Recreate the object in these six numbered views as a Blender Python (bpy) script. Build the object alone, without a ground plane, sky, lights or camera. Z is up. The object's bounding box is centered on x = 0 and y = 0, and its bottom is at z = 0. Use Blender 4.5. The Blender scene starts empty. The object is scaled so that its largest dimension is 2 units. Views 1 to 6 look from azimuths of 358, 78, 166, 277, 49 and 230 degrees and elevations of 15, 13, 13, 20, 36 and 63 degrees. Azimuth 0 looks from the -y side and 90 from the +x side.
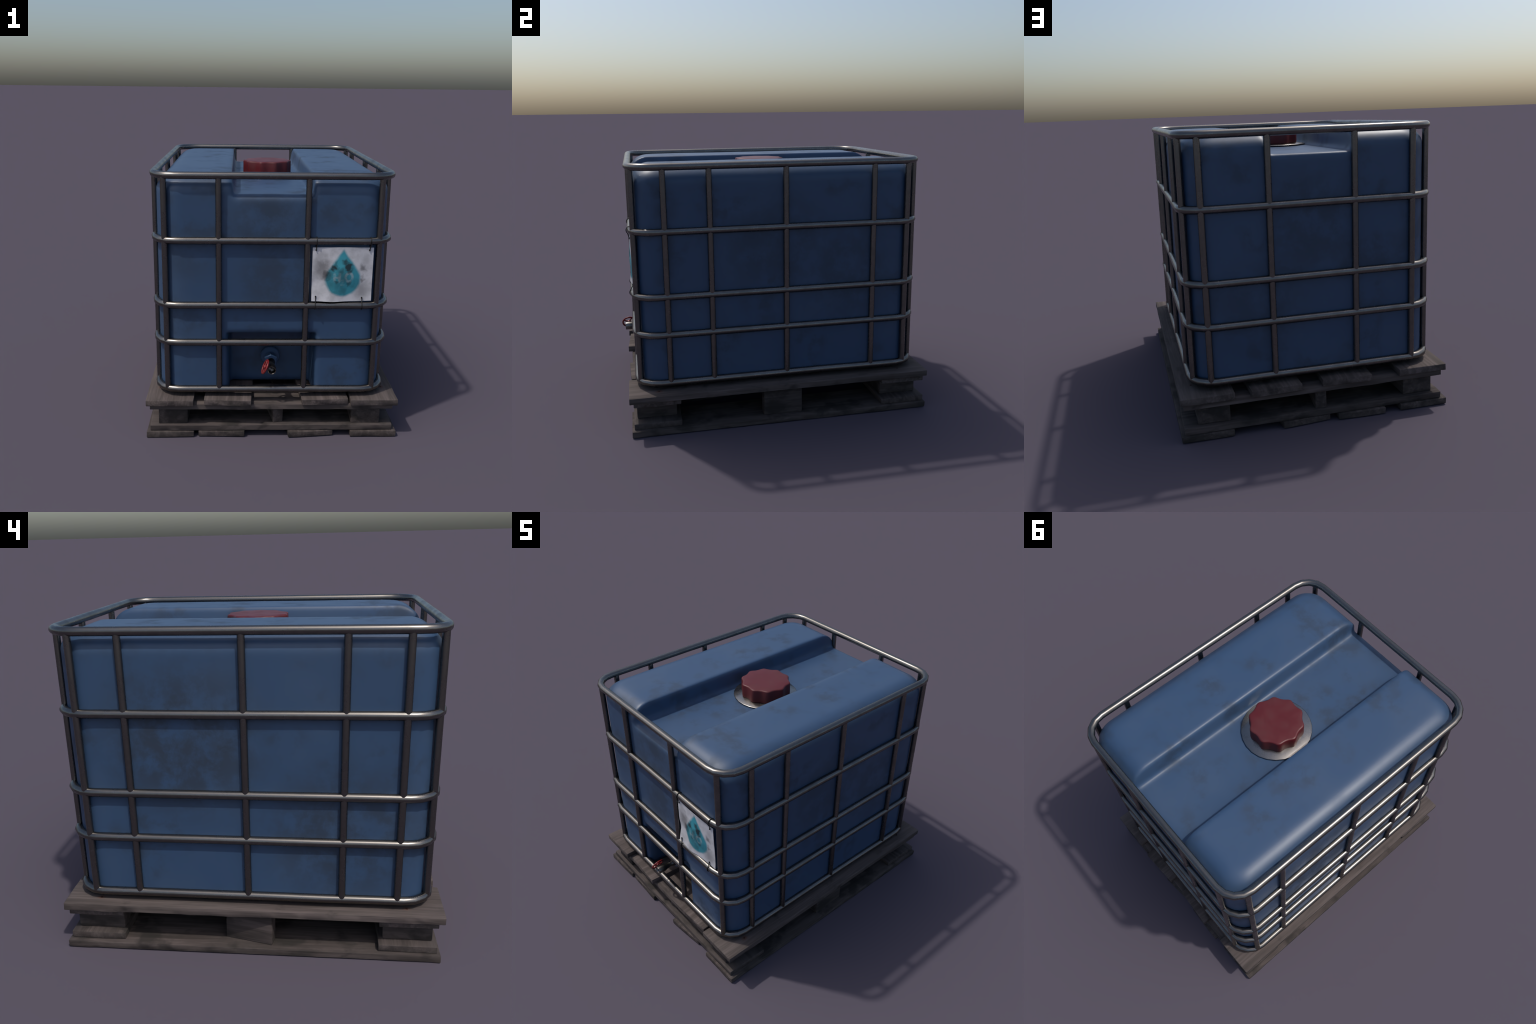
"""Caged plastic liquid container (blue tank, tube cage, wooden pallet)."""
import math
import random

import bmesh
import bpy
import numpy as np
from mathutils import Matrix, Vector, noise

random.seed(7)
COL = bpy.context.scene.collection


# ------------------------------------------------------------------ helpers
def link(ob, parent=None):
    COL.objects.link(ob)
    if parent is not None:
        ob.parent = parent
    return ob


def empty(name, parent=None, loc=(0, 0, 0)):
    ob = bpy.data.objects.new(name, None)
    ob.location = loc
    ob.empty_display_size = 0.1
    return link(ob, parent)


def mesh_from(name, verts, faces, smooth=True, angle=None):
    me = bpy.data.meshes.new(name)
    me.from_pydata([tuple(v) for v in verts], [], faces)
    bm = bmesh.new()
    bm.from_mesh(me)
    bmesh.ops.recalc_face_normals(bm, faces=bm.faces)
    bm.to_mesh(me)
    bm.free()
    me.update()
    if smooth:
        me.shade_smooth()
        if angle:
            me.set_sharp_from_angle(angle=math.radians(angle))
    return me


def part(name, me, mat, parent, loc=(0, 0, 0), rot=None):
    if mat is not None and not me.materials:
        me.materials.append(mat)
    ob = bpy.data.objects.new(name, me)
    ob.location = loc
    if rot is not None:
        if isinstance(rot, (tuple, list)):
            ob.rotation_euler = rot
        else:
            ob.rotation_euler = rot.to_euler()
    return link(ob, parent)


def sweep(path, radius, sides=14, closed=False, cap=True, flat=1.0):
    """Tube along a polyline; mitred so that its thickness stays constant."""
    n = len(path)
    pts = [Vector(p) for p in path]
    verts, faces = [], []
    prev_u = None
    for i, p in enumerate(pts):
        if closed:
            d0, d1 = (p - pts[i - 1]).normalized(), (pts[(i + 1) % n] - p).normalized()
        else:
            d0 = (p - pts[i - 1]).normalized() if i else (pts[1] - p).normalized()
            d1 = (pts[i + 1] - p).normalized() if i < n - 1 else d0
        t = (d0 + d1).normalized()
        bend = (d1 - d0)
        k = 1.0 / max(0.5, t.dot(d1))
        u = prev_u - t * prev_u.dot(t) if prev_u else t.orthogonal()
        if not prev_u and abs(t.z) < 0.9:
            u = Vector((0, 0, 1)) - t * t.z
        u.normalize()
        w = t.cross(u).normalized()
        prev_u = u
        bn = bend.normalized() if bend.length > 1e-6 else None
        r = radius(i / max(1, n - 1)) if callable(radius) else radius
        for j in range(sides):
            a = math.tau * j / sides
            v = u * math.cos(a) * r + w * math.sin(a) * r * flat
            if bn is not None:
                v += bn * v.dot(bn) * (k - 1)
            verts.append(p + v)
    rows = n if closed else n - 1
    for i in range(rows):
        a, b = i * sides, ((i + 1) % n) * sides
        for j in range(sides):
            k2 = (j + 1) % sides
            faces.append((a + j, a + k2, b + k2, b + j))
    if cap and not closed:
        faces.append(tuple(range(sides))[::-1])
        faces.append(tuple((n - 1) * sides + j for j in range(sides)))
    return verts, faces


def lathe(profile, sides=32, radial=None, axis="z"):
    """Revolve (radius, height) pairs; radial(theta) may modulate the radius."""
    verts, faces = [], []
    rows = []
    for r, h in profile:
        if r < 1e-6:
            rows.append([len(verts)])
            verts.append(Vector((0, 0, h)))
            continue
        row = []
        for j in range(sides):
            a = math.tau * j / sides
            rr = r * (radial(a) if radial else 1.0)
            row.append(len(verts))
            verts.append(Vector((rr * math.cos(a), rr * math.sin(a), h)))
        rows.append(row)
    for a, b in zip(rows, rows[1:]):
        for j in range(sides):
            k = (j + 1) % sides
            if len(a) == 1 and len(b) > 1:
                faces.append((a[0], b[j], b[k]))
            elif len(b) == 1 and len(a) > 1:
                faces.append((a[j], a[k], b[0]))
            elif len(a) > 1:
                faces.append((a[j], a[k], b[k], b[j]))
    if axis == "-y":                        # height axis points to -y
        verts = [Vector((v.x, -v.z, v.y)) for v in verts]
    return verts, faces


# ---------------------------------------------------------------- materials
class Nodes:
    """Small wrapper that makes node graphs readable."""

    def __init__(self, name):
        self.mat = bpy.data.materials.new(name)
        self.mat.use_nodes = True
        self.t = self.mat.node_tree
        self.bsdf = self.t.nodes["Principled BSDF"]

    def put(self, socket, v):
        if hasattr(v, "is_output"):
            self.t.links.new(v, socket)
        elif v is not None:
            socket.default_value = v

    def node(self, kind, **props):
        n = self.t.nodes.new(kind)
        for k, v in props.items():
            setattr(n, k, v)
        return n

    def math(self, op, a, b=None, c=None, clamp=False):
        n = self.node("ShaderNodeMath", operation=op, use_clamp=clamp)
        for s, v in zip(n.inputs, (a, b, c)):
            self.put(s, v)
        return n.outputs[0]

    def vec(self, op, a, b=None, scale=None):
        n = self.node("ShaderNodeVectorMath", operation=op)
        self.put(n.inputs[0], a)
        if b is not None:
            self.put(n.inputs[1], b)
        if scale is not None:
            self.put(n.inputs["Scale"], scale)
        return n.outputs["Value"] if op in ("LENGTH", "DOT_PRODUCT", "DISTANCE") else n.outputs[0]

    def coords(self, kind="Object"):
        return self.node("ShaderNodeTexCoord").outputs[kind]

    def mapping(self, v, loc=(0, 0, 0), rot=(0, 0, 0), scale=(1, 1, 1)):
        n = self.node("ShaderNodeMapping")
        self.put(n.inputs["Vector"], v)
        n.inputs["Location"].default_value = loc
        n.inputs["Rotation"].default_value = rot
        n.inputs["Scale"].default_value = scale
        return n.outputs[0]

    def noise(self, v, scale, detail=4, rough=0.55, distort=0.0, w=None):
        n = self.node("ShaderNodeTexNoise", noise_dimensions="4D" if w is not None else "3D")
        self.put(n.inputs["Vector"], v)
        if w is not None:
            self.put(n.inputs["W"], w)
        n.inputs["Scale"].default_value = scale
        n.inputs["Detail"].default_value = detail
        n.inputs["Roughness"].default_value = rough
        n.inputs["Distortion"].default_value = distort
        return n.outputs[0]

    def ramp(self, f, lo, hi, a=0.0, b=1.0):
        n = self.node("ShaderNodeMapRange", interpolation_type="SMOOTHSTEP")
        for s, v in zip(n.inputs, (f, lo, hi, a, b)):
            self.put(s, v)
        return n.outputs[0]

    def mix(self, f, a, b):
        n = self.node("ShaderNodeMix", data_type="RGBA")
        self.put(n.inputs[0], f)
        for s, v in ((n.inputs[6], a), (n.inputs[7], b)):
            self.put(s, (*v, 1) if isinstance(v, tuple) and len(v) == 3 else v)
        return n.outputs[2]

    def bump(self, h, strength, dist=0.01):
        n = self.node("ShaderNodeBump")
        n.inputs["Strength"].default_value = strength
        n.inputs["Distance"].default_value = dist
        self.put(n.inputs["Height"], h)
        self.t.links.new(n.outputs[0], self.bsdf.inputs["Normal"])

    def finish(self, colour, rough=0.5, metal=0.0, spec=0.5):
        if isinstance(colour, tuple):
            colour = (*colour, 1)
        self.put(self.bsdf.inputs["Base Color"], colour)
        self.put(self.bsdf.inputs["Roughness"], rough)
        self.put(self.bsdf.inputs["Metallic"], metal)
        self.put(self.bsdf.inputs["Specular IOR Level"], spec)
        return self.mat


BLUE = (0.0315, 0.067, 0.134)
GRIME = (0.021, 0.035, 0.060)


def tank_material():
    n = Nodes("blue_plastic")
    p = n.coords()
    fine = n.noise(p, 7.5, 6, 0.66, 0.12)
    # big smeared stains: (centre, radii, strength)
    stains = [((-0.70, 0.31, 1.12), (0.16, 0.44, 0.42), 1.0),
              ((-0.70, -0.46, 0.66), (0.16, 0.42, 0.40), 0.90),
              ((0.69, -0.02, 1.15), (0.14, 0.42, 0.36), 0.62),
              ((0.69, 0.45, 0.95), (0.14, 0.36, 0.36), 0.62),
              ((-0.03, -0.88, 1.36), (0.26, 0.12, 0.26), 0.80),
              ((0.00, -0.88, 1.02), (0.24, 0.12, 0.24), 0.78),
              ((-0.52, -0.88, 1.20), (0.20, 0.12, 0.22), 0.50),
              ((-0.02, 0.90, 1.14), (0.30, 0.14, 0.36), 0.66),
              ((0.30, 0.90, 0.70), (0.30, 0.14, 0.30), 0.55)]
    total = None
    for centre, radii, amount in stains:
        q = n.vec("DIVIDE", n.vec("SUBTRACT", p, centre), radii)
        f = n.ramp(n.vec("LENGTH", q), 0.35, 1.25, amount, 0.0)
        total = f if total is None else n.math("MAXIMUM", total, f)
    side = n.math("MULTIPLY", total, n.ramp(fine, 0.33, 0.60), clamp=True)
    # small scuffs scattered over the whole skin
    place = n.noise(n.mapping(p, (3.1, 1.7, 0.4)), 3.4, 2, 0.5)
    scuff = n.math("MULTIPLY", n.ramp(place, 0.46, 0.64), n.ramp(n.noise(p, 8.5, 5, 0.6, 0.1), 0.42, 0.64))
    mask = n.math("MAXIMUM", n.math("MULTIPLY", side, 0.95), n.math("MULTIPLY", scuff, 0.62), clamp=True)
    # thin dust gives the faded patches
    fade = n.ramp(n.noise(n.mapping(p, (0.2, 5.0, 2.0)), 2.3, 5, 0.6), 0.42, 0.72)
    base = n.mix(n.math("MULTIPLY", fade, 0.35), BLUE, (0.046, 0.079, 0.138))
    colour = n.mix(mask, base, GRIME)
    rough = n.math("ADD", n.math("ADD", 0.43, n.math("MULTIPLY", fade, 0.08)), n.math("MULTIPLY", mask, 0.18))
    n.bump(n.noise(p, 5.0, 3, 0.5), 0.10, 0.01)
    return n.finish(colour, rough, spec=0.5)


def steel_material(name="galvanised_steel", tone=(0.190, 0.180, 0.168), rough=0.27):
    n = Nodes(name)
    p = n.coords()
    worn = n.ramp(n.noise(p, 11.0, 4, 0.6), 0.40, 0.66)
    dark = tuple(c * 0.66 for c in tone)
    colour = n.mix(n.math("MULTIPLY", worn, 0.55), tone, dark)
    r = n.math("ADD", rough, n.math("MULTIPLY", worn, 0.09))
    return n.finish(colour, r, metal=1.0)


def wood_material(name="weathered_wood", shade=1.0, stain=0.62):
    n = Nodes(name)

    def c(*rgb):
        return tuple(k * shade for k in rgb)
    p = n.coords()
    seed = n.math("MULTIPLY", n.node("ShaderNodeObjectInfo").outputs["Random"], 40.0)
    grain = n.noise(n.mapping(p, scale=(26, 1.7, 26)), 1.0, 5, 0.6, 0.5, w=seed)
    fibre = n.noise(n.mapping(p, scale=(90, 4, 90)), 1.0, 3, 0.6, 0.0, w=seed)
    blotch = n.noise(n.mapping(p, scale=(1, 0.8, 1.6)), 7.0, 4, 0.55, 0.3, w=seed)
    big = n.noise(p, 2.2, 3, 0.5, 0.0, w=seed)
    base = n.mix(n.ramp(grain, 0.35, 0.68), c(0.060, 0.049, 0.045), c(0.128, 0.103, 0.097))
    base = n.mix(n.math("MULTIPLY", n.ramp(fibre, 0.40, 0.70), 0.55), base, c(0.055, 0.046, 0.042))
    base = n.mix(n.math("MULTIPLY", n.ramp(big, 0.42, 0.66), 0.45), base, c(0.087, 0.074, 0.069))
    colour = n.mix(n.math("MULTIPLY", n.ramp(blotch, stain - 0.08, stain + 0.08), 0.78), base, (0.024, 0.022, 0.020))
    # rust bleeding out of the nails near the board ends
    q = n.vec("SUBTRACT", n.vec("ABSOLUTE", p), (0.075, 0.79, 0.0))
    q = n.vec("MULTIPLY", q, (1.0, 0.8, 0.0))
    rust = n.math("MULTIPLY", n.ramp(n.vec("LENGTH", q), 0.004, 0.026, 1.0, 0.0), n.ramp(blotch, 0.40, 0.55))
    colour = n.mix(n.math("MULTIPLY", rust, 0.6), colour, (0.11, 0.040, 0.022))
    n.bump(n.math("ADD", grain, n.math("MULTIPLY", fibre, 0.4)), 0.35, 0.006)
    return n.finish(colour, 0.88, spec=0.2)


def red_material(name="red_plastic", tone=(0.090, 0.009, 0.012), faded=(0.088, 0.016, 0.018), rough=0.42):
    n = Nodes(name)
    p = n.coords()
    f = n.ramp(n.noise(p, 7.0, 5, 0.6), 0.38, 0.70)
    return n.finish(n.mix(f, tone, faded), n.math("ADD", rough, n.math("MULTIPLY", f, 0.12)), spec=0.4)


def plain_material(name, tone, rough=0.5, spec=0.4, metal=0.0):
    n = Nodes(name)
    f = n.ramp(n.noise(n.coords(), 30.0, 3), 0.4, 0.7)
    return n.finish(n.mix(n.math("MULTIPLY", f, 0.4), tone, tuple(c * 0.75 for c in tone)), rough, metal, spec)


def sign_material(w, h):
    """White sheet printed with a teal drop and faded letters H2O, then soiled."""
    n = Nodes("printed_sheet")
    p = n.coords()
    wob = n.noise(p, 22.0, 3, 0.6)
    s = n.node("ShaderNodeSeparateXYZ")
    n.put(s.inputs[0], p)
    x, z = s.outputs["X"], s.outputs["Z"]
    flat = n.node("ShaderNodeCombineXYZ")
    n.put(flat.inputs[0], x)
    n.put(flat.inputs[1], z)
    uv = flat.outputs[0]

    def stroke(a, b, width):
        """0..1 ink coverage of a straight pen stroke from a to b."""
        a, b = Vector((*a, 0)), Vector((*b, 0))
        d = b - a
        rel = n.vec("SUBTRACT", uv, tuple(a))
        t = n.math("DIVIDE", n.vec("DOT_PRODUCT", rel, tuple(d)), d.length_squared, clamp=True)
        along = n.node("ShaderNodeVectorMath", operation="SCALE")
        along.inputs[0].default_value = tuple(d)
        n.put(along.inputs["Scale"], t)
        return n.ramp(n.vec("LENGTH", n.vec("SUBTRACT", rel, along.outputs[0])), width * 0.3, width * 1.6, 1.0, 0.0)

    def most(items):
        out = items[0]
        for i in items[1:]:
            out = n.math("MAXIMUM", out, i)
        return out

    # drop: round belly + straight flanks that meet in a tip
    cx, cz, r, tip = 0.003, -0.029, 0.106, 0.156
    belly = n.math("SUBTRACT", n.vec("DISTANCE", uv, (cx, cz, 0)), r)
    half = math.asin(r / (tip - cz))
    ax = n.math("ABSOLUTE", n.math("SUBTRACT", x, cx))
    flank = n.math("SUBTRACT", n.math("ADD", n.math("MULTIPLY", ax, math.cos(half)), n.math("MULTIPLY", z, math.sin(half))), tip * math.sin(half))
    touch = cz + r * math.sin(half)
    below = n.math("SUBTRACT", touch, z)
    cone = n.math("MAXIMUM", flank, below)
    edge = n.math("ADD", n.math("MINIMUM", belly, cone), n.math("MULTIPLY", n.math("SUBTRACT", wob, 0.5), 0.014))
    drop = n.ramp(edge, -0.011, 0.010, 1.0, 0.0)

    ink = 0.0085
    letter_h = most([stroke((-0.048, 0.006), (-0.048, -0.040), ink), stroke((-0.018, 0.006), (-0.018, -0.040), ink),
                     stroke((-0.048, -0.017), (-0.018, -0.017), ink * 0.8)])
    figure_2 = most([stroke((-0.004, -0.034), (0.006, -0.030), ink * 0.6), stroke((0.006, -0.030), (0.007, -0.042), ink * 0.6),
                     stroke((0.007, -0.042), (-0.004, -0.062), ink * 0.7), stroke((-0.004, -0.062), (0.010, -0.062), ink * 0.6)])
    ring = n.vec("LENGTH", n.vec("DIVIDE", n.vec("SUBTRACT", uv, (0.040, -0.016, 0)), (0.021, 0.026, 1.0)))
    letter_o = n.ramp(n.math("ABSOLUTE", n.math("SUBTRACT", ring, 1.0)), 0.15, 0.50, 1.0, 0.0)
    word = n.math("MULTIPLY", most([letter_h, figure_2, letter_o]), n.ramp(wob, 0.40, 0.58, 0.08, 0.52))

    white, teal = (0.56, 0.56, 0.59), (0.042, 0.27, 0.34)
    printed = n.mix(drop, white, n.mix(word, teal, (0.42, 0.48, 0.50)))
    # dirt: blots pulled out of round by noise, streaked downward
    jig = n.node("ShaderNodeTexNoise")
    n.put(jig.inputs["Vector"], p)
    jig.inputs["Scale"].default_value = 26.0
    jig.inputs["Detail"].default_value = 4.0
    warped = n.vec("ADD", p, n.vec("MULTIPLY", n.vec("SUBTRACT", jig.outputs["Color"], (0.5, 0.5, 0.5)), (0.05, 0.0, 0.08)))
    soil = n.noise(n.mapping(p, scale=(1, 1, 0.75)), 10.0, 5, 0.6, 0.4)
    blots = [((0.004, 0.0, -0.020), 0.070, 0.55), ((-0.010, 0.0, 0.010), 0.045, 0.7), ((-0.120, 0.0, 0.045), 0.095, 0.80), ((-0.100, 0.0, 0.002), 0.055, 1.0), ((-0.048, 0.0, 0.043), 0.036, 1.25), ((0.031, 0.0, 0.050), 0.036, 1.25),
             ((0.017, 0.0, 0.078), 0.030, 0.9), ((0.046, 0.0, 0.020), 0.030, 0.9), ((0.123, 0.0, 0.040), 0.038, 0.80), ((0.122, 0.0, -0.030), 0.026, 0.75),
             ((-0.036, 0.0, -0.050), 0.030, 0.75), ((0.036, 0.0, -0.056), 0.028, 0.70), ((0.125, 0.0, -0.100), 0.085, 0.60), ((0.000, 0.0, -0.106), 0.050, 0.45),
             ((-0.135, 0.0, 0.100), 0.060, 0.40), ((0.140, 0.0, 0.090), 0.050, 0.35), ((-0.12, 0.0, -0.10), 0.05, 0.30)]
    total = None
    for c, rad, amount in blots:
        f = n.ramp(n.vec("DISTANCE", n.vec("MULTIPLY", warped, (1, 0, 0.85)), (c[0], 0, c[2] * 0.85)), rad * 0.10, rad, amount, 0.0)
        total = f if total is None else n.math("MAXIMUM", total, f)
    dirt = n.math("MULTIPLY", total, n.ramp(soil, 0.22, 0.46), clamp=True)
    dirt = n.math("MAXIMUM", n.math("MULTIPLY", dirt, 1.0), n.math("MULTIPLY", n.ramp(n.noise(p, 6.0, 5, 0.6), 0.44, 0.68), 0.42))
    colour = n.mix(dirt, printed, n.mix(drop, (0.115, 0.113, 0.118), (0.016, 0.034, 0.042)))
    return n.finish(colour, 0.55, spec=0.35)


M_BLUE = tank_material()
M_STEEL = steel_material()
M_PLATE = steel_material("flange_steel", (0.29, 0.275, 0.26), 0.25)
M_WOOD = wood_material()
M_WOOD_LOW = wood_material("darker_wood", 0.78, 0.55)
M_RED = red_material()
M_WHEEL = red_material("red_paint", (0.17, 0.013, 0.015), (0.14, 0.022, 0.022), 0.35)
M_TIE = plain_material("black_plastic", (0.012, 0.012, 0.012), 0.5)
M_NAIL = plain_material("rusty_iron", (0.055, 0.028, 0.020), 0.7, metal=0.5)
M_FITTING = plain_material("blue_fitting", BLUE, 0.45)

# -------------------------------------------------------------------- thing
root = empty("liquid_container")
root["label"] = "blue plastic water tank in a steel tube cage on a wooden pallet"
root["category"] = "water tank"

# --------------------------------------------------------------------- tank
XL, XR, YF, YB = -0.706, 0.688, -0.885, 0.906
Z_BOTTOM, Z_TOP, Z_FLOOR = 0.272, 1.645, 1.530


def rounded_rect(inset, radius=0.150, seg=14):
    r = max(radius - inset * 0.75, 0.03)
    x0, x1, y0, y1 = XL + inset, XR - inset, YF + inset, YB - inset
    out = []
    for cx, cy, a0 in ((x1 - r, y1 - r, 0), (x0 + r, y1 - r, 90), (x0 + r, y0 + r, 180), (x1 - r, y0 + r, 270)):
        for i in range(seg + 1):
            a = math.radians(a0 + 90 * i / seg)
            out.append((cx + r * math.cos(a), cy + r * math.sin(a)))
    return out


def prism(loop_a, loop_b):
    n = len(loop_a)
    verts = [Vector(v) for v in loop_a] + [Vector(v) for v in loop_b]
    faces = [tuple(range(n))[::-1], tuple(range(n, 2 * n))]
    faces += [(i, (i + 1) % n, n + (i + 1) % n, n + i) for i in range(n)]
    return verts, faces


def build_tank():
    levels = []
    for i in range(9):                       # rounded bottom edge
        a = math.radians(90 * i / 8)
        levels.append((0.045 * (1 - math.sin(a)), Z_BOTTOM + 0.045 * (1 - math.cos(a))))
    for i in range(17):                      # broad shoulder at the top
        a = math.radians(90 * i / 16)
        across, up = math.cos(a) ** (2 / 1.85), math.sin(a) ** (2 / 1.85)
        levels.append((0.124 * (1 - across), Z_TOP - 0.096 + 0.096 * up))
    verts, faces = [], []
    for inset, z in levels:
        verts += [Vector((x, y, z)) for x, y in rounded_rect(inset)]
    n = len(rounded_rect(0))
    for k in range(len(levels) - 1):
        for i in range(n):
            j = (i + 1) % n
            faces.append((k * n + i, k * n + j, (k + 1) * n + j, (k + 1) * n + i))
    faces.append(tuple(range(n))[::-1])
    faces.append(tuple((len(levels) - 1) * n + i for i in range(n)))
    body = bpy.data.objects.new("tank_body", mesh_from("tank_body", verts, faces))
    link(body)

    # channel along the top: vertical walls, sloped skirts, floor dipping at the front lip
    def channel(y, floor, flare=0.0):
        k = floor - Z_FLOOR
        prof = [(-0.231 - flare, floor), (0.216 + flare, floor), (0.226 + flare * 0.7, 1.550 + k), (0.233 + flare * 0.3, 1.600), (0.239, 1.640), (0.249, 1.668), (0.249, 1.75),
                (-0.264, 1.75), (-0.264, 1.668), (-0.253, 1.640), (-0.250 - flare * 0.1, 1.600), (-0.243 - flare * 0.5, 1.550 + k)]
        return [(x, y, z) for x, z in prof]
    stations = [channel(-1.1, Z_FLOOR - 0.17, 0.02), channel(-0.890, Z_FLOOR - 0.022, 0.020), channel(-0.862, Z_FLOOR, 0.004), channel(-0.80, Z_FLOOR),
                channel(0.884, Z_FLOOR - 0.002), channel(0.907, Z_FLOOR - 0.011, 0.008), channel(1.1, Z_FLOOR - 0.13, 0.02)]
    m = len(stations[0])
    cv = [Vector(v) for st in stations for v in st]
    cf = [tuple(range(m)), tuple((len(stations) - 1) * m + i for i in range(m))]
    for k in range(len(stations) - 1):
        cf += [(k * m + i, k * m + (i + 1) % m, (k + 1) * m + (i + 1) % m, (k + 1) * m + i) for i in range(m)]
    # recess for the outlet: open at the front and below
    plan = [(-0.264, -0.716), (-0.250, -0.700), (0.238, -0.700), (0.252, -0.716), (0.256, -0.840), (0.262, -0.864), (0.276, -0.884), (0.30, -0.903), (0.32, -1.1),
            (-0.34, -1.1), (-0.318, -0.903), (-0.292, -0.884), (-0.277, -0.864), (-0.270, -0.840)]
    rv, rf = prism([(x, y, 0.1) for x, y in plan], [(x, y, 0.676) for x, y in plan])
    cutters = []
    for name, (v, f) in (("channel_cutter", (cv, cf)), ("recess_cutter", (rv, rf))):
        c = link(bpy.data.objects.new(name, mesh_from(name, v, f, smooth=False)))
        c.hide_render = True
        cutters.append(c)
        mod = body.modifiers.new(name, "BOOLEAN")
        mod.operation, mod.solver, mod.object = "DIFFERENCE", "EXACT", c
    rm = body.modifiers.new("skin", "REMESH")
    rm.mode, rm.voxel_size, rm.use_smooth_shade = "VOXEL", 0.0062, True
    sm = body.modifiers.new("soften", "SMOOTH")
    sm.factor, sm.iterations = 0.5, 4
    dg = bpy.context.evaluated_depsgraph_get()
    me = bpy.data.meshes.new_from_object(body.evaluated_get(dg))
    me.name = "tank"
    for o in (body, *cutters):
        bpy.data.objects.remove(o)
    # blow-moulded walls are never dead flat
    shifted = []
    for c, nrm in [(v.co.copy(), v.normal.copy()) for v in me.vertices]:
        shifted.extend(c + nrm * (0.0016 * noise.noise(c * 3.1)))
    me.vertices.foreach_set("co", shifted)
    me.update()
    me.shade_smooth()
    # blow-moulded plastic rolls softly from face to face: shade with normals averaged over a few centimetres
    n_v, n_e = len(me.vertices), len(me.edges)
    nrm = np.empty(n_v * 3, np.float32)
    me.vertices.foreach_get("normal", nrm)
    nrm = nrm.reshape(-1, 3).astype(np.float64)
    ends = np.empty(n_e * 2, np.int32)
    me.edges.foreach_get("vertices", ends)
    a, b = ends.reshape(-1, 2).T
    degree = (np.bincount(a, minlength=n_v) + np.bincount(b, minlength=n_v))[:, None]
    for _ in range(22):
        total = np.stack([np.bincount(a, nrm[b, k], n_v) + np.bincount(b, nrm[a, k], n_v) for k in range(3)], 1)
        nrm = 0.35 * nrm + 0.65 * total / degree
    nrm /= np.linalg.norm(nrm, axis=1, keepdims=True) + 1e-9
    me.normals_split_custom_set_from_vertices([tuple(v) for v in nrm])
    me.materials.clear()
    me.materials.append(M_BLUE)
    return me


tank = part("tank", build_tank(), M_BLUE, root)

# filler cap and its steel collar
CAP_X, CAP_Y = -0.010, 0.0125


def lobes(a):
    c = math.cos(10 * a - math.radians(CAP_TURN))
    return 1.0 + 0.042 * (c + 0.12 * math.cos(20 * a - 2 * math.radians(CAP_TURN)))


CAP_TURN = 6
prof = [(0.0, 0.0), (0.155, 0.0), (0.1605, 0.003), (0.1617, 0.010), (0.1617, 0.084), (0.1608, 0.0890), (0.1580, 0.0925), (0.1500, 0.0942), (0.08, 0.0940), (0.0, 0.0940)]
v, f = lathe(prof, 120, lobes)
part("filler_cap", mesh_from("filler_cap", v, f, angle=50), M_RED, tank, (CAP_X, CAP_Y, 1.5440))
prof = [(0.120, 1.5330), (0.212, 1.5330), (0.2180, 1.5345), (0.2185, 1.5375), (0.2150, 1.5395), (0.140, 1.5475), (0.0, 1.5475)]
v, f = lathe([(r, z - 1.535) for r, z in prof], 26)
part("cap_collar", mesh_from("cap_collar", v, f, angle=85), M_PLATE, tank, (CAP_X, CAP_Y, 1.535))
v, f = lathe([(0.0, -0.02), (0.165, -0.02), (0.165, 0.005), (0.0, 0.005)], 40)
part("cap_neck", mesh_from("cap_neck", v, f, angle=32), M_FITTING, tank, (CAP_X, CAP_Y, 1.530))

# ------------------------------------------------------------- outlet valve
AX, AZ = -0.006, 0.466
valve = empty("outlet_valve", root, (AX, -0.740, AZ))


def hexagon(profile):
    return lathe(profile, 6, axis="-y")


v, f = lathe([(0.0, -0.10), (0.050, -0.10), (0.050, -0.006), (0.061, -0.004), (0.062, 0.012), (0.057, 0.018), (0.034, 0.018), (0.030, 0.026), (0.030, 0.050), (0.0, 0.050)], 40, axis="-y")
part("flange", mesh_from("flange", v, f, angle=35), M_FITTING, valve)
v, f = hexagon([(0.0, 0.044), (0.034, 0.044), (0.038, 0.048), (0.038, 0.058), (0.034, 0.062), (0.0, 0.062)])
part("hex_nut", mesh_from("hex_nut", v, f, angle=25), M_FITTING, valve, rot=(0, math.radians(30), 0))
v, f = hexagon([(0.0, 0.066), (0.040, 0.066), (0.0445, 0.070), (0.0445, 0.096), (0.040, 0.100), (0.0, 0.100)])
part("hex_nut", mesh_from("hex_nut_front", v, f, angle=25), M_FITTING, valve, rot=(0, math.radians(30), 0))
# pipe: flared at the nut, waisted, then a stout hollow nozzle
v, f = lathe([(0.0, 0.090), (0.024, 0.090), (0.026, 0.108), (0.0255, 0.116), (0.019, 0.126), (0.0185, 0.150), (0.022, 0.172),
              (0.0265, 0.182), (0.0275, 0.190), (0.0275, 0.231), (0.0262, 0.2345), (0.0225, 0.2345), (0.0205, 0.2320), (0.0200, 0.200), (0.012, 0.194), (0.0, 0.193)], 36, axis="-y")
part("spout", mesh_from("spout", v, f, angle=40), M_STEEL, valve)
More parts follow.
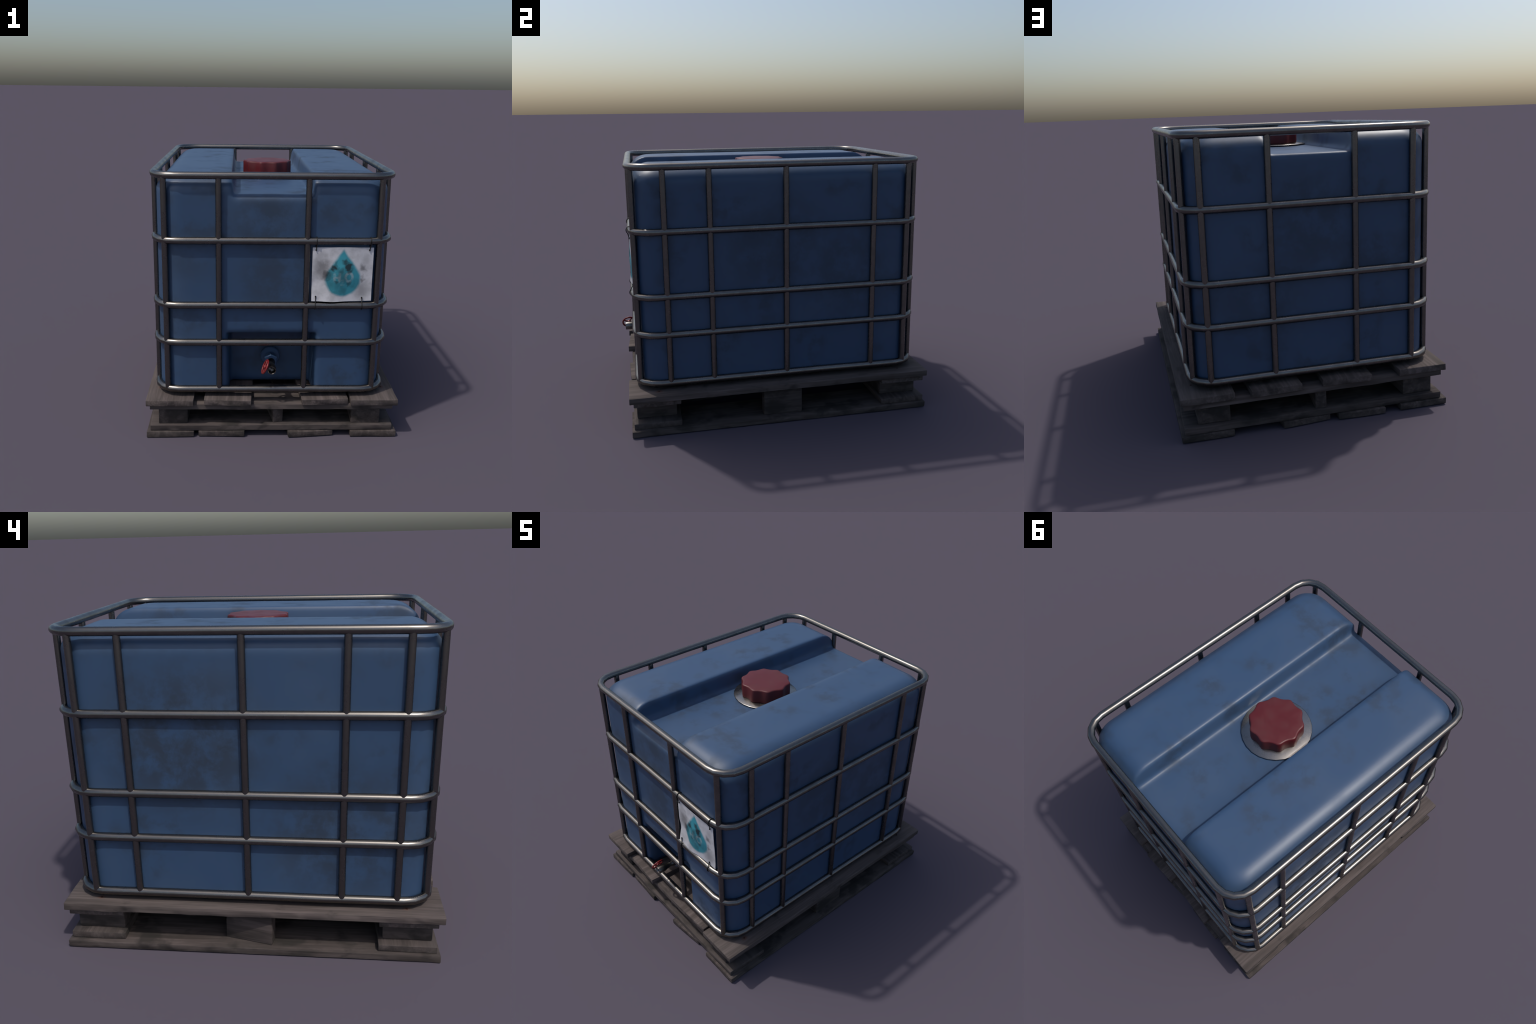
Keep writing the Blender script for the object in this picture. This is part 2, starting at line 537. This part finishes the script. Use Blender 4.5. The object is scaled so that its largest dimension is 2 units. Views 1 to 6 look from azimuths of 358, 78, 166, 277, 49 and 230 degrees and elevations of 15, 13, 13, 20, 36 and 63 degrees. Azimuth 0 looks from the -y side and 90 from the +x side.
# hand wheel on a slanted stem
normal = Vector((-0.90, -0.07, 0.42)).normalized()
turn = normal.to_track_quat("Z", "Y")
centre = Vector((-0.046 - AX, -0.951 + 0.740, 0.481 - AZ))
base = centre - normal * 0.042
v, f = lathe([(0.0, 0.0), (0.013, 0.0), (0.013, 0.022), (0.007, 0.026), (0.006, 0.046), (0.0, 0.046)], 16)
part("valve_stem", mesh_from("valve_stem", v, f, angle=35), M_STEEL, valve, base, turn)
R = 0.0425
verts, faces = sweep([(R * math.cos(a), R * math.sin(a), 0) for a in [math.tau * i / 40 for i in range(40)]], 0.0058, 10, closed=True)
for i in range(4):
    a = math.tau * i / 4 + 0.5
    d = Vector((math.cos(a), math.sin(a), 0))
    sv, sf = sweep([d * 0.006, d * 0.024, d * R], 0.0046, 8)
    o = len(verts)
    verts += sv
    faces += [tuple(o + k for k in q) for q in sf]
sv, sf = lathe([(0.0, -0.006), (0.014, -0.006), (0.014, 0.005), (0.010, 0.009), (0.0, 0.009)], 16)
o = len(verts)
verts += sv
faces += [tuple(o + k for k in q) for q in sf]
part("hand_wheel", mesh_from("hand_wheel", verts, faces, angle=45), M_WHEEL, valve, centre, turn)

# --------------------------------------------------------------------- cage
cage = empty("cage", root)
CXL, CXR, CYF, CYB, CR = -0.7178, 0.6995, -0.8978, 0.9165, 0.137
RAIL_R, BAR_R = 0.0219, 0.0182
RAIL_Z = (0.3075, 0.6205, 0.8610, 1.2615, 1.6460)


def cage_path(grow=0.0, seg=4, step=0.06, wobble=0.0, z0=0.0):
    out = []
    x0, x1, y0, y1, r = CXL - grow, CXR + grow, CYF - grow, CYB + grow, CR
    arcs = []
    for cx, cy, a0 in ((x1 - r, y1 - r, 0), (x0 + r, y1 - r, 90), (x0 + r, y0 + r, 180), (x1 - r, y0 + r, 270)):
        arcs.append([Vector((cx + r * math.cos(math.radians(a0 + 90 * i / seg)), cy + r * math.sin(math.radians(a0 + 90 * i / seg)), 0)) for i in range(seg + 1)])
    for k in range(4):
        out += arcs[k]
        a, b = arcs[k][-1], arcs[(k + 1) % 4][0]
        m = int((b - a).length / step)
        for i in range(1, m):
            out.append(a.lerp(b, i / m))
    if wobble:
        for p in out:
            q = Vector((p.x * 2.3, p.y * 2.3, z0 * 9))
            p.z += wobble * noise.noise(q)
            o = wobble * 0.6 * noise.noise(q + Vector((7, 3, 1)))
            p.x += o
            p.y += o
    return out


def path_at(side, t):
    """Axis point of the cage outline at a given coordinate along one side."""
    r = CR
    if side in "fb":
        lo, hi = CXL + r, CXR - r
    else:
        lo, hi = CYF + r, CYB - r
    over = max(lo - t, t - hi, 0.0)
    inset = r - math.sqrt(max(r * r - over * over, 0))
    inset *= 0.98
    return {"f": (t, CYF + inset), "b": (t, CYB - inset), "l": (CXL + inset, t), "r": (CXR - inset, t)}[side]


for k, z in enumerate(RAIL_Z):
    grow = 0.0015 if k == 4 else (-0.0015 if k == 0 else 0.0)
    v, f = sweep(cage_path(grow, wobble=0.0024 if k == 0 else 0.0010, z0=z), RAIL_R, 16, closed=True)
    part("cage_rail", mesh_from("cage_rail", v, f), M_STEEL, cage, (0, 0, z))

BAR_H = RAIL_Z[-1] - RAIL_Z[0]
v, f = sweep([(0, 0, BAR_H * i / 12) for i in range(13)], BAR_R, 14)
bar_mesh = mesh_from("upright_bar", v, f, angle=50)
BARS = {"f": (-0.649, -0.329, 0.197, 0.626), "b": (-0.587, -0.2485, 0.234, 0.597),
        "l": (-0.728, -0.455, 0.0155, 0.581, 0.816), "r": (-0.698, -0.4265, 0.0435, 0.610, 0.837)}
for side, places in BARS.items():
    for t in places:
        x, y = path_at(side, t)
        part("upright_bar", bar_mesh, M_STEEL, cage, (x, y, RAIL_Z[0]), (0, 0, random.uniform(0, 6)))
# --------------------------------------------------------------------- sign
SX0, SX1, SZ0, SZ1 = 0.2285, 0.5925, 0.892, 1.2235
SW, SH = SX1 - SX0, SZ1 - SZ0
SC = Vector(((SX0 + SX1) / 2, -0.9015, (SZ0 + SZ1) / 2))


def sign_depth(u, v):
    """How far the sheet bulges toward the viewer (negative y)."""
    def hump(t, mid, width):
        return math.exp(-((t - mid) / width) ** 2)
    d = -0.014 * hump(u, 0.33, 0.20) * (1 - v) ** 2          # slack lower edge, left of the middle
    d += 0.007 * hump(u, 0.90, 0.20) * hump(v, 0.30, 0.30)     # pressed back toward the tank on the right
    d -= 0.013 * hump(u, 0.50, 0.26) * hump(v, 0.48, 0.30)     # belly
    d -= 0.008 * math.sin(math.pi * u) * v ** 4
    d += 0.008 * (1 - u) ** 2 * hump(v, 0.30, 0.17)
    d -= 0.010 * (1 - u) ** 3 * (1 - v) ** 5
    d += 0.0015 * noise.noise(Vector((u * 4, v * 4, 2.0)))
    return d


def build_sign():
    n, thick = 36, 0.0024
    verts, faces = [], []
    for side in (0, 1):
        for j in range(n + 1):
            for i in range(n + 1):
                u, v = i / n, j / n
                x = (u - 0.5) * SW - 0.005 * (1 - v) * (0.6 - u) * 0
                z = (v - 0.5) * SH + 0.003 * math.sin(math.pi * u) * (2 * v - 1) + 0.002 * noise.noise(Vector((u * 3, v * 9, 5)))
                verts.append(Vector((x, sign_depth(u, v) + side * thick, z)))
    m = n + 1
    for j in range(n):
        for i in range(n):
            a = j * m + i
            faces.append((a, a + 1, a + m + 1, a + m))
            b = a + m * m
            faces.append((b, b + m, b + m + 1, b + 1))
    edge = [i for i in range(m)] + [j * m + n for j in range(1, m)] + [n * m + i for i in range(n - 1, -1, -1)] + [j * m for j in range(n - 1, 0, -1)]
    for a, b in zip(edge, edge[1:] + edge[:1]):
        faces.append((a, a + m * m, b + m * m, b))
    return mesh_from("sign", verts, faces, angle=50)


sign = part("sign", build_sign(), sign_material(SW, SH), root, SC)


def tie_loop(rail_z, far_z, x, lean):
    """Cable tie: hugs the rail, then narrows to the hole in the sheet."""
    r = RAIL_R + 0.0028
    up = 1 if far_z > rail_z else -1
    pts = []
    for i in range(21):
        a = math.radians(-48 + 276 * i / 20)      # wraps the far side of the rail
        pts.append(Vector((x, CYF + r * math.cos(a), rail_z - up * r * math.sin(a))))
    u = (x - SX0) / SW
    v = (far_z - SZ0) / SH
    ys = SC.y + sign_depth(u, v)
    pts.append(Vector((x + lean * 0.7, ys - 0.004, far_z - up * 0.006)))
    pts.append(Vector((x + lean, ys, far_z)))
    pts.append(Vector((x + lean * 0.7, ys + 0.005, far_z - up * 0.004)))
    return [p - SC for p in pts]


for rail_z, far_z, x, lean in ((RAIL_Z[3], 1.209, 0.2515, -0.003), (RAIL_Z[3], 1.209, 0.574, -0.007), (RAIL_Z[2], 0.921, 0.253, 0.000), (RAIL_Z[2], 0.911, 0.5365, -0.002)):
    v, f = sweep(tie_loop(rail_z, far_z, x, lean), 0.0027, 8, closed=True)
    part("cable_tie", mesh_from("cable_tie", v, f), M_TIE, sign)
    far = Vector(tie_loop(rail_z, far_z, x, lean)[-2])
    bm = bmesh.new()
    bmesh.ops.create_cube(bm, size=1.0, matrix=Matrix.Translation(far + Vector((0, -0.004, 0))) @ Matrix.Diagonal((0.008, 0.007, 0.010, 1)))
    bmesh.ops.bevel(bm, geom=bm.edges[:], offset=0.0015, segments=2, affect="EDGES")
    me = bpy.data.meshes.new("tie_head")
    bm.to_mesh(me)
    bm.free()
    part("tie_head", me, M_TIE, sign)

# ------------------------------------------------------------------- pallet
pallet = empty("pallet", root)


def plank(name, w, length, h, seed, bevel=0.0045):
    """Rough-sawn plank along its local y axis, edges knocked off."""
    bm = bmesh.new()
    bmesh.ops.create_cube(bm, size=1.0, matrix=Matrix.Diagonal((w, length, h, 1)))
    cuts = max(2, int(length / 0.05))
    for i in range(1, cuts):
        bmesh.ops.bisect_plane(bm, geom=bm.verts[:] + bm.edges[:] + bm.faces[:], plane_co=(0, -length / 2 + length * i / cuts, 0), plane_no=(0, 1, 0))
    for i in range(1, 4):
        bmesh.ops.bisect_plane(bm, geom=bm.verts[:] + bm.edges[:] + bm.faces[:], plane_co=(-w / 2 + w * i / 4, 0, 0), plane_no=(1, 0, 0))
    sharp = [e for e in bm.edges if len(e.link_faces) == 2 and e.calc_face_angle() > 1.0]
    bmesh.ops.bevel(bm, geom=sharp, offset=bevel, segments=2, profile=0.55, affect="EDGES")
    for v in bm.verts:
        c = v.co
        o = Vector((seed * 3.7, seed * 1.3, seed * 5.1))
        q = c * 7.0 + o
        wear = 0.0028 * noise.noise(q) + 0.0016 * noise.noise(c * 23.0 + o)
        edge = Vector((c.x / (w / 2), c.y / (length / 2), c.z / (h / 2)))
        near = sum(1 for k in edge if abs(k) > 0.8)
        for k in range(3):
            if abs(edge[k]) > 0.8:
                c[k] += math.copysign(1, edge[k]) * (wear - 0.0015) * (1.0 if near > 1 else 0.45)
    me = bpy.data.meshes.new(name)
    bm.to_mesh(me)
    bm.free()
    me.shade_smooth()
    me.set_sharp_from_angle(angle=math.radians(38))
    return me


nail_v, nail_f = lathe([(0.0, 0.0), (0.006, 0.0), (0.006, 0.0012), (0.004, 0.002), (0.0, 0.0024)], 12)
nail_mesh = mesh_from("nail", nail_v, nail_f, angle=40)
D90 = math.radians(90)
deck = [(-0.636, 0.009, 0.0, 0.296), (-0.2235, 0.012, -3.15, 0.294), (0.2885, 0.0215, 2.6, 0.294), (0.635, 0.012, 0.3, 0.298)]
for k, (x, y, a, w) in enumerate(deck):
    b = part("deck_board", plank("deck_board", w + 0.001, 1.948, 0.043, k + 1), M_WOOD, pallet, (x, y, 0.2405), (0, 0, math.radians(a)))
    for sx in (-1, 1):
        for sy in (-1, 1):
            part("nail", nail_mesh, M_NAIL, b, (sx * 0.075 + random.uniform(-0.004, 0.004), sy * 0.79, 0.0206))
ground_boards = [(-0.640, 0.013, 0.3, 0.296), (-0.287, 0.018, -1.7, 0.290), (0.159, 0.010, 5.3, 0.288), (0.640, 0.012, 0.2, 0.292)]
for k, (x, y, a, w) in enumerate(ground_boards):
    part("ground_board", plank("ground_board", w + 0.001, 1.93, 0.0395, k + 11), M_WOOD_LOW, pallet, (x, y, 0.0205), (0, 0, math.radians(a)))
for k, (y, z) in enumerate(((-0.791, 0.2030), (0.818, 0.2030), (-0.791, 0.0592), (0.818, 0.0592))):
    h = 0.041
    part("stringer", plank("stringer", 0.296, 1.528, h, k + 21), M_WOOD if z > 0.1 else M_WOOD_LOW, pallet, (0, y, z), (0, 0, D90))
corner = plank("spacer_block", 0.184, 0.252, 0.109, 31, 0.008)
for x, y in ((-0.616, -0.793), (0.597, -0.793), (-0.619, 0.813), (0.596, 0.813)):
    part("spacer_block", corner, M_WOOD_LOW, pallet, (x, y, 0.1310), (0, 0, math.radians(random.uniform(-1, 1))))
thin = plank("spacer_block_thin", 0.068, 0.250, 0.109, 37, 0.006)
for x, y, a in ((0.020, -0.784, 10.0), (-0.026, 0.823, -4.0)):
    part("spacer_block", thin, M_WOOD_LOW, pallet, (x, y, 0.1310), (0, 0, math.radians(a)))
tall = plank("spacer_block_tall", 0.072, 0.256, 0.187, 41, 0.006)
for x, y, a in ((-0.693, 0.012, -13.5), (0.706, 0.008, 1.0), (0.01, 0.01, 5.0)):
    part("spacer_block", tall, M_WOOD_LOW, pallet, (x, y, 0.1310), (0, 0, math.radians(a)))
